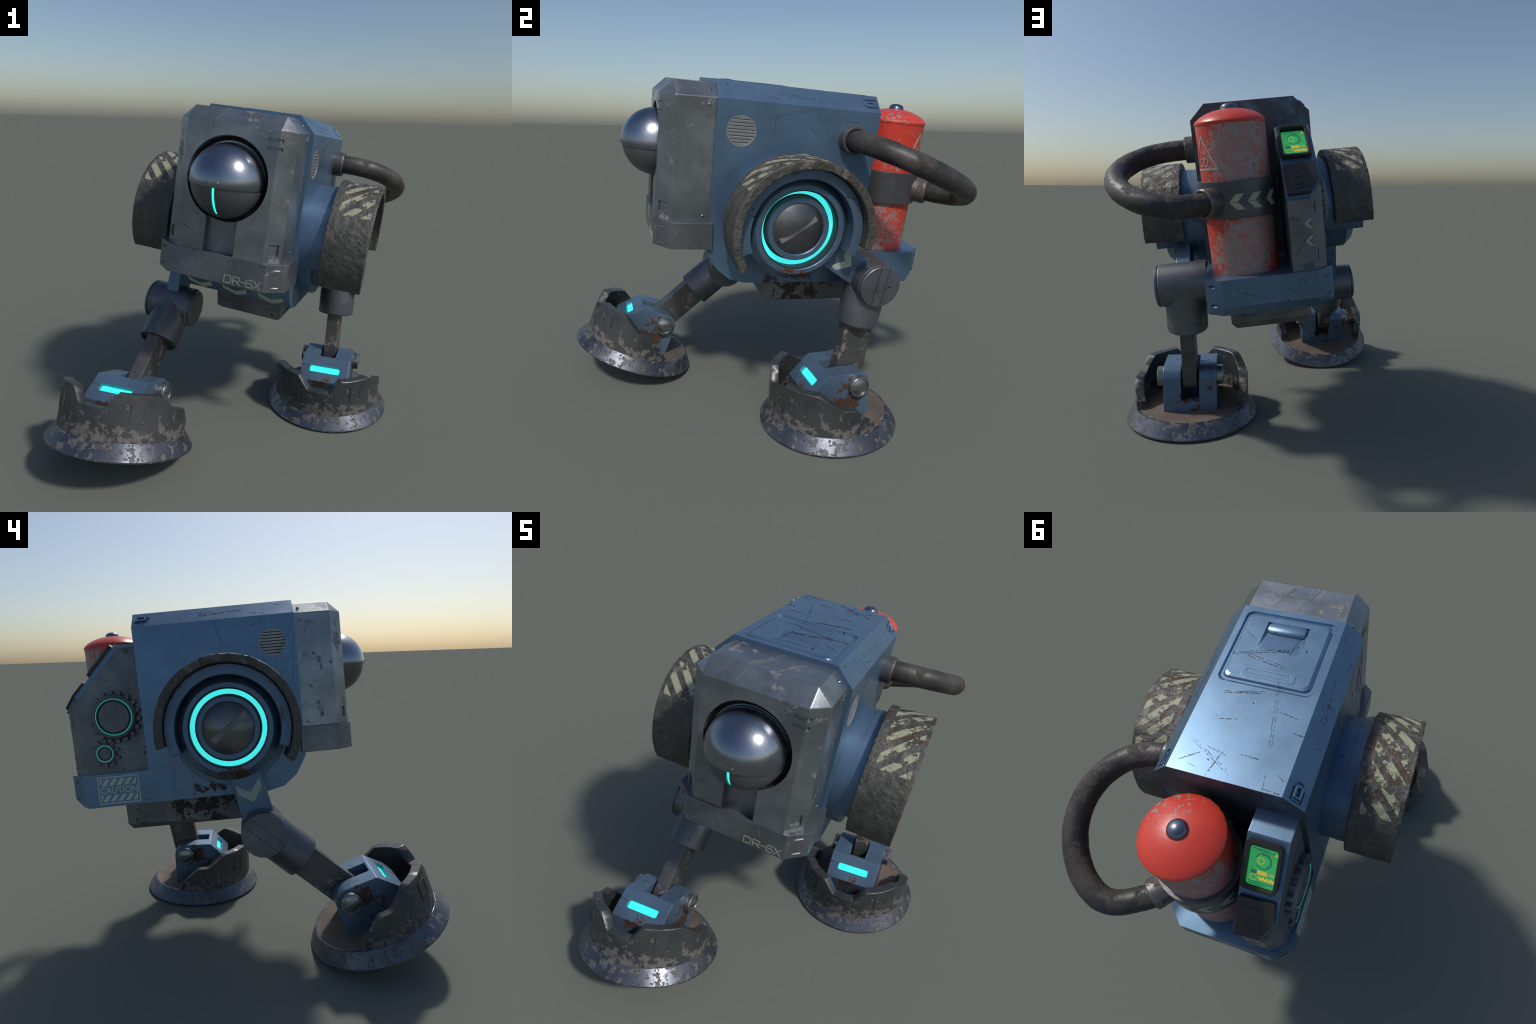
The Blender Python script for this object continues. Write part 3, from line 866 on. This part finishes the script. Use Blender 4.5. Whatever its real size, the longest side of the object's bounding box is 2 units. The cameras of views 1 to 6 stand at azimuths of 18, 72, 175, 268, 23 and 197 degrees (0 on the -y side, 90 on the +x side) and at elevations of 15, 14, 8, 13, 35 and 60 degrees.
for az in (40, -40):
    t = radians(az)
    pfm = frame((.3165 * sin(t), -.093 - .3165 * cos(t), .205), (cos(t), sin(t), 0), (0, 0, 1))
    plates.append(boolean(prism(rounded(-.034, -.042, .034, .042, .003), pfm, -.004, .0028), prism(rounded(-.029, -.037, .029, .037, .002), pfm, .0012, .01)))
for fm_ in (FOOT_R, FOOT_L):
    f = put("foot", foot_base.copy(), M['rim'], matrix=fm_)
    put("foot_top", foot_top.copy(), M['sole'], f)
    put("foot_shield", shield.copy(), M['shield'], f, smooth=40)
    for p in plates:
        put("shield_panel", p.copy(), M['shield'], f)
    b = put("ankle_bracket", brk.copy(), M['bracket'], f)
    put("foot_lamp", lampme.copy(), M['lamp'], f)
    for bb in bolts:
        put("ankle_bolt", bb.copy(), M['bolt'], f)

# ================================================================== TANK
TX, TY = .100, .768
tf = Matrix.Translation((TX, TY, 0))
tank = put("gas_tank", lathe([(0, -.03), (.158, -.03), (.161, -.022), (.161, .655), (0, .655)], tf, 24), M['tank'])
put("tank_cap", lathe([(.15, .64), (.1635, .650), (.1645, .660), (.160, .668), (.140, .684), (.110, .699), (.075, .710), (.04, .716), (0, .718)], tf, 24), M['cap'], tank)
put("tank_knob", lathe([(.040, .708), (.040, .717), (.0375, .722), (.036, .728), (.030, .7355), (.018, .741), (0, .743)], tf, 32), M['knob'], tank)
bandpts = [(.180 * cos(radians(a)), .180 * sin(radians(a))) for a in range(0, 181, 6)]
outer = [(TX + .180 * cos(radians(a)), TY + .180 * sin(radians(a))) for a in range(0, 360, 10)]
put("tank_mount", bevel(box((TX - .07, .56, .25), (TX + .07, .66, .39)), .004), M['band'], tank)
bandf = frame((0, 0, 0), (1, 0, 0), (0, 1, 0))
band = bevel(prism(outer, bandf, .237, .404), .004, 2)
band = put("tank_band", band, M['band'], tank)
wrap = lambda r: (lambda u, v, h: Vector((TX + (r + h) * sin(radians(u)), TY + (r + h) * cos(radians(u)), v)))
cq = []
for c in (3.5, -22.5, -53.5):
    p = c + 9.5
    cq += [[(p, .310), (p - 12, .310), (p - 22, .344), (p - 10, .344)], [(p, .308), (p - 10, .275), (p - 22, .275), (p - 12, .308)]]
put("band_chevron", decal(cq, wrap(.180), 3), M['mark_grey'], tank)
# warning triangle with a three-lobed hazard sign
T0, T1, T2 = (56.5, .603), (27, .458), (86, .458)
deg = 1 / radians(1) / .161
tri = [seg_quad((T0[0] / deg, T0[1]), (T1[0] / deg, T1[1]), .0085), seg_quad((T1[0] / deg, T1[1]), (T2[0] / deg, T2[1]), .0085), seg_quad((T2[0] / deg, T2[1]), (T0[0] / deg, T0[1]), .0085)]
cu = 56.5 / deg
for a in (90, 210, 330):
    tri += ring_quads((cu + .017 * cos(radians(a)), .497 + .017 * sin(radians(a))), .0165, .0035, a - 205 + 60, a + 205 - 60 + 20, 18)
tri += ring_quads((cu, .497), .012, .003, 0, 360, 16)
put("warning_triangle", decal([[(u * deg, v) for u, v in qd] for qd in tri], wrap(.161), 4), M['warning'], tank)

# ================================================================== HOSE
ctrl = [Vector(p) for p in ((.315, .437, .557), (.500, .462, .562), (.600, .430, .560), (1.015, .962, .416), (.320, .995, .351), (.541, 1.134, .315), (.240, .935, .313))]
def bez(t):
    pts = ctrl[:]
    while len(pts) > 1:
        pts = [a.lerp(b, t) for a, b in zip(pts, pts[1:])]
    return pts[0]
def tube(path, r, seg=28):
    bm = bmesh.new(); rings = []
    up = Vector((0, 0, 1)); n = len(path)
    for i, p in enumerate(path):
        t = (path[min(i + 1, n - 1)] - path[max(i - 1, 0)]).normalized()
        s = t.cross(up).normalized(); w = s.cross(t)
        rings.append([bm.verts.new(p + (s * cos(a) + w * sin(a)) * r) for a in (2 * pi * k / seg for k in range(seg))])
    for a, b in zip(rings, rings[1:]):
        for k in range(seg):
            bm.faces.new((a[k], a[(k + 1) % seg], b[(k + 1) % seg], b[k]))
    bm.faces.new(rings[0]); bm.faces.new(rings[-1])
    return to_mesh(bm, "tube")
hm = tube([bez(i / 110) for i in range(111)], .0515)
rough_up(hm, .0012, 22, 2.0)
hose = put("hose", hm, M['hose'], smooth=50)
put("hose_collar", lathe([(.052, .0), (.052, .05), (.056, .055), (.064, .055), (.068, .049), (.068, .0)], axis_frame((.293, .437, .557), (1, 0, 0)), 36), M['collar'], hose)
pd = Vector((.15, .167, 0)).normalized()
put("hose_collar", lathe([(.0525, .10), (.0525, .232), (.056, .240), (.062, .240), (.067, .234), (.067, .208), (.0655, .204), (.0655, .10)],
                         axis_frame((TX, TY, .313), pd), 36), M['collar'], hose)

# ================================================================== CONSOLE
XI, XO = -.108, -.272
P0 = Vector((0, .674, .621)); SW = Vector((0, .304, -.313)).normalized()
slant = frame(P0, (-1, 0, 0), SW)            # u = -x, v = down the slope
slant = slant @ Matrix.Diagonal((1, 1, -1, 1))   # third axis out of the sloping face
cons = hull([(XI, .56, .602), (XO, .56, .602), (XI, .668, .602), (XO, .668, .602),
             (XI, .966, .300), (-.216, .966, .300), (XO, .908, .358),
             (XI, .966, -.04), (-.216, .966, -.04), (XO, .912, -.04), (XI, .56, -.04), (XO, .56, -.04)])
ccut = []
rf = frame((0, .947, 0), (-1, 0, 0), (0, 0, 1))
for v in (.252, .038):
    e = [(.203, v - .027), (.239, v - .022), (.239, v + .025), (.203, v + .028), (.203, v + .021), (.231, v + .018), (.231, v - .016), (.203, v - .020)]
    ccut.append(prism(e, frame((0, .930, 0), (-1, .0, 0), (0, 0, 1)), -.03, .06)) if False else None
console = put("console", bevel(cons, .006, 2), M['console'])
for v in (.252, .038):
    for a, b2 in (((.203, v + .027), (.236, v + .025)), ((.236, v + .025), (.234, v - .024)), ((.234, v - .024), (.203, v - .027))):
        put("console_handle", decal([seg_quad(a, b2, .006)], lambda u, w, h: Vector((-u, (.966 if u < .216 else .966 - (u - .216) * .97) + h, w)), 6, .004), M['console'], console)
cc = []
for v in (.186, .107):
    cc += [[(.176, v), (.192, v), (.215, v + .022), (.199, v + .022)], [(.176, v), (.199, v - .022), (.215, v - .022), (.192, v)]]
put("console_chevron", decal(cc, lambda u, w, h: Vector((-u, .966 + h, w)), 1), M['mark_grey'], console)
plate_poly = [(.106, .0), (.273, .0), (.273, .335), (.214, .438), (.106, .438)]
fr_plate = put("console_frame", bevel(prism(plate_poly, slant, -.027, .0), .004, 2), M['frame'], console)
put("console_lid", bevel(box((-.2725, .57, .598), (-.1065, .672, .6175)), .004, 2), M['frame'], console)
bez_m = boolean(prism(rounded(.112, .016, .256, .216, .022), slant, -.006, .026), prism(rounded(.128, .032, .241, .203, .014), slant, .003, .05))
put("screen_bezel", bevel(bez_m, .003, 2), M['black'], console)
screen = put("screen", prism(rounded(.130, .045, .240, .2025, .010), slant, -.002, .0050), M['screen'], console)
sm = lambda u, v, h: slant @ Vector((u, v, .0050 + h))
# the display shows u to the right and v downward
dark = ring_quads((.186, .097), .031, .0030, 200, 500, 30) + ring_quads((.186, .097), .0255, .0026, -110, 60, 20)
dark += [seg_quad((.142, .186), (.232, .186), .0022), seg_quad((.140, .194), (.205, .194), .0022), seg_quad((.137, .052), (.200, .052), .0022), seg_quad((.150, .058), (.225, .058), .0016)]
dark += [seg_quad((.146 + i * .0045, .140), (.146 + i * .0045, .152), .0032) for i in range(5)]
put("screen_linework", decal(dark, sm, 1, .0006), M['ink'], screen)
amb = ring_quads((.176, .097), .0125, .0020) + ring_quads((.156, .169), .0125, .0018)
amb += [seg_quad((.1695 + i * .0044, .139), (.1695 + i * .0044, .152), .0034) for i in range(9)]
for i in range(4):
    u = .177 + i * .0155
    amb.append([(u, .158), (u + .0085, .166 + .002), (u + .0085, .178), (u, .170)])
    amb.append([(u + .0085, .168), (u + .017, .158), (u + .017, .170), (u + .0085, .178)])
amb += [seg_quad((.226, .064), (.231, .056), .003), seg_quad((.231, .056), (.236, .064), .003), seg_quad((.226, .064), (.236, .064), .002)]
put("screen_graph", decal(amb, sm, 1, .0006), M['amber'], screen)
tfm = slant @ Matrix.Translation((.212, .150, .0050)) @ Matrix.Diagonal((1, -1, 1, 1))
tt = text_mesh("75%", tfm, 0, 0, .022, .010, .0006)
put("screen_lettering", tt, M['amber'], screen)
pad_poly = [(.113, .262), (.119, .256), (.252, .250), (.260, .256), (.266, .334), (.216, .424), (.119, .430), (.113, .425)]
pad = put("button_pad", bevel(prism(pad_poly, slant, -.004, .017), .004, 2), M['black'], console)
inner_p = [(.133, .300), (.143, .290), (.212, .287), (.216, .292), (.217, .380), (.200, .400), (.134, .405)]
put("button", bevel(prism(inner_p, slant, .012, .0195), .002, 2), M['black'], pad)
put("button_symbol", decal([seg_quad((.157, .340), (.192, .332), .004), seg_quad((.157, .340), (.158, .384), .004), seg_quad((.158, .384), (.193, .381), .004)],
                           lambda u, v, h: slant @ Vector((u, v, .0195 + h)), 1, .002), M['black'], pad)

def gear(c, r_hub, r_tooth, n, light_r, phase, rise):
    ax = axis_frame((XO, c[0], c[1]), (-1, 0, 0)) @ Matrix.Diagonal((1, 1, rise, 1))
    bodym = lathe([(0, -.002), (r_hub, -.002), (r_hub, .026), (r_hub - .010, .040), (light_r + .008, .042), (light_r + .003, .036), (light_r - .003, .036),
                   (light_r - .005, .018), (light_r - .010, .018), (light_r - .0105, .029), (light_r - .015, .033), (0, .033)], ax, 48)
    parts = [bodym]
    for i in range(n):
        t = radians(phase + 360 * i / n)
        e = Vector((0, cos(t), sin(t))); s = Vector((0, -sin(t), cos(t)))
        w = .0115 if r_hub > .08 else .0095
        fr_ = frame(Vector((XO, c[0], c[1])) + e * (r_hub - .012), e, s)
        L = r_tooth - r_hub + .012
        poly = [(0, -w), (L, -w * .8), (L, w * .8), (0, w)]
        lo, hi = (-.026 * rise, .004) if fr_.col[2].xyz.x > 0 else (-.004, .026 * rise)
        put_tooth = bevel(prism(poly, fr_, lo, hi), .0015, 1)
        parts.append(put_tooth)
    g = put("gear", parts[0], M['gear'], console)
    for p in parts[1:]:
        put("gear_tooth", p, M['gear'], console)
    put("gear_light", lathe([(light_r - .0025, .03), (light_r - .0025, .0372), (light_r + .0025, .0372), (light_r + .0025, .03), (light_r - .0025, .03)], ax, 48), M['teal_dim'], console)
gear((.714, .260), .115, .134, 18, .0905, 8, 1.0)
gear((.785, .079), .053, .076, 10, .041, 22, .62)

# ================================================================== SCRATCHES
# broken gouges through the paint: rows of thin slivers lying on the panels
M['gouge'] = plain("scratch_rust", (.040, .026, .022), .7, 0, .4)
M['pale'] = plain("scratch_bare_metal", (.30, .265, .245), .45, .3, .2)
rnd = random.Random(42)
def gouges(segs, w=.0040, dense=.76):
    qs = []
    for u0, v0, u1, v1 in segs:
        L = hypot(u1 - u0, v1 - v0)
        if L < 1e-4:
            continue
        du, dv = (u1 - u0) / L, (v1 - v0) / L
        tracks = [(0, 1.0)] + ([(rnd.uniform(.006, .011), .7)] if L > .13 else [])
        for off, k in tracks:
            t = 0.0; weight = rnd.uniform(.7, 1.25) * k
            while t < L:
                ln = rnd.uniform(.003, .013)
                if rnd.random() < dense * (1 if off == 0 else .7):
                    j = rnd.gauss(0, .0007) + off
                    taper = .55 + .45 * sin(pi * min(1, max(0, t / L)))
                    ww = w * weight * taper * rnd.uniform(.4, 1.25)
                    a = (u0 + du * t - dv * j, v0 + dv * t + du * j)
                    b = (u0 + du * min(L, t + ln) - dv * (j + rnd.gauss(0, .0005)), v0 + dv * min(L, t + ln) + du * j)
                    m = ((a[0] + b[0]) / 2, (a[1] + b[1]) / 2)
                    qs.append([a, (m[0] + dv * ww / 2, m[1] - du * ww / 2), b, (m[0] - dv * ww / 2 * rnd.uniform(.3, 1), m[1] + du * ww / 2 * rnd.uniform(.3, 1))])
                t += ln * rnd.uniform(.45, 1.05)
    return qs

def loose(u0, v0, u1, v1, n, lmin=.02, lmax=.09):
    out = []
    for _ in range(n):
        a, L = rnd.uniform(0, pi), rnd.uniform(lmin, lmax)
        u, v = rnd.uniform(u0, u1), rnd.uniform(v0, v1)
        e = (min(max(u + L * cos(a), u0), u1), min(max(v + L * sin(a), v0), v1))
        out.append((u, v, *e))
    return out

def scuff(segs, fmap, mat, parent, h=.0006, w=.0040, dense=.76):
    put("scratch", decal(gouges(segs, w, dense), fmap, 1, h), mat, parent, stuff=True)

roof_segs = [(-.046, .101, -.112, .400), (.178, .030, -.044, -.033), (.115, .023, -.064, .058), (.172, -.107, .105, -.061),
             (-.060, -.136, -.051, -.010), (.168, .446, -.015, .547), (.110, .454, .027, .473), (.069, .568, .043, .464), (.186, .534, .122, .485),
             (.141, .216, -.020, .182), (-.087, .247, -.179, .263), (-.175, .324, -.215, .329), (-.137, .500, -.146, .570), (-.148, .563, -.210, .567),
             (-.022, .456, -.095, .459), (.146, .540, .114, .547), (-.177, .498, -.207, .518), (.112, .334, .044, .319)]
scuff(roof_segs, lambda u, v, h: Vector((u, v, TOP + (.0026 if abs(u) < .17 and -.19 < v < .126 else .0004) + h)), M['gouge'], hull_ob, w=.0045, dense=.78)
left_segs = [(.168, .686, .121, .549), (.204, .686, .255, .655), (.557, .598, .488, .573), (-.230, .637, -.122, .463), (-.145, .441, -.214, .490),
             (-.230, .591, -.209, .363), (-.191, .421, -.141, .402), (.448, .025, .442, -.172), (-.193, -.026, -.205, -.060), (.905, -.049, .876, -.056),
             (.653, -.176, .575, -.175), (-.190, .25, -.205, .10)]
scuff(left_segs + loose(-.2, .2, .55, .66, 5), lambda u, v, h: Vector((-.295 - h, u, v)), M['gouge'], hull_ob)
right_segs = [(.0, .616, .247, .687), (.045, .650, .034, .530), (.203, .606, .266, .559), (-.024, .681, -.005, .653), (.405, .642, .470, .635)]
scuff(right_segs + loose(-.2, .2, .55, .66, 5), lambda u, v, h: Vector((.295 + h, u, v)), M['gouge'], hull_ob)
for sx in (1, -1):
    segs = loose(-.2, -.04, .46, .04, 6) + [(.02, -.01, .24, .005)]
    scuff(segs, lambda u, v, h, sx=sx: Vector((sx * (.2575 + (v + h) * .7071), u, .7295 + (h - v) * .7071)), M['gouge'], hull_ob)
tray_segs = [(.212, -.061, .140, -.148), (.156, -.036, .140, -.086), (.140, -.086, .023, -.129), (.107, -.035, .111, -.146), (-.056, -.096, -.150, -.104),
             (-.132, -.031, -.133, -.146), (-.025, -.031, -.075, -.031), (.083, -.044, .066, -.066)]
scuff(tray_segs + loose(-.2, -.14, .2, -.03, 4), lambda u, v, h: Vector((u, .988 + h, v)), M['gouge'], hull_ob)
scuff(loose(-.2, .1, .2, .7, 8), lambda u, v, h: Vector((u, .575 + h, v)), M['gouge'], hull_ob)
face_side = [(-.243, .667, -.376, .620), (-.327, .663, -.267, .575), (-.393, .371, -.410, .393), (-.245, .457, -.259, .432), (-.312, .274, -.323, .297), (-.36, .25, -.26, .21)]
def side_x(v):
    return .2745 + (.6885 - v) / .66 * .0045
scuff(face_side, lambda u, v, h: Vector((-side_x(v) - h, u, v)), M['gouge'], face)
scuff([(-.349, .552, -.247, .458), (-.352, .397, -.350, .428), (-.325, .528, -.292, .493), (-.40, .25, -.30, .21)] + loose(-.4, .1, -.25, .66, 4),
      lambda u, v, h: Vector((side_x(v) + h, u, v)), M['pale'], face, w=.0028)
def front_y(v):
    return -.481 - (.687 - v) / .657 * .005
front_segs = [(-.205, .590, -.195, .558), (-.205, .235, -.141, .205), (-.178, .219, -.149, .210), (.115, .680, .124, .646), (-.093, .645, -.088, .677)]
scuff(front_segs, lambda u, v, h: Vector((u, front_y(v) - h, v)), M['gouge'], face, w=.0028)
sl_map = lambda u, v, h: Vector((u, -.481 + v * .730 - h * .684, .687 + v * .684 + h * .730))
scuff([(-.084, .010, -.053, .085), (-.019, .010, .107, .080), (-.159, .020, -.140, .050), (.13, .03, .17, .05)], sl_map, M['pale'], face, w=.0028)
scuff([(-.061, -.410, .011, -.244), (-.060, -.337, .162, -.357), (-.190, -.238, -.123, -.272), (-.043, -.410, -.008, -.312), (.05, -.40, .12, -.26)],
      lambda u, v, h: Vector((u, v, .7475 + h)), M['pale'], face, w=.0028, h=.001)
cons_segs = [(.780, .438, .589, .480), (.695, .502, .682, .481), (.882, .348, .866, .370), (.631, .436, .629, .388), (.659, .114, .600, .128), (.903, .071, .903, .013)]
scuff(cons_segs, lambda u, v, h: Vector((XO - h, u, v)), M['gouge'], console)
scuff([(-.200, .150, -.125, .040)], lambda u, v, h: Vector((u, .966 + h, v)), M['gouge'], console)
scuff(loose(-.2, -.005, .2, .11, 5) + [(-.12, .10, -.10, .02)], lambda u, v, h: Vector((u, -.492 - h, v)), M['pale'], belt, w=.0018)
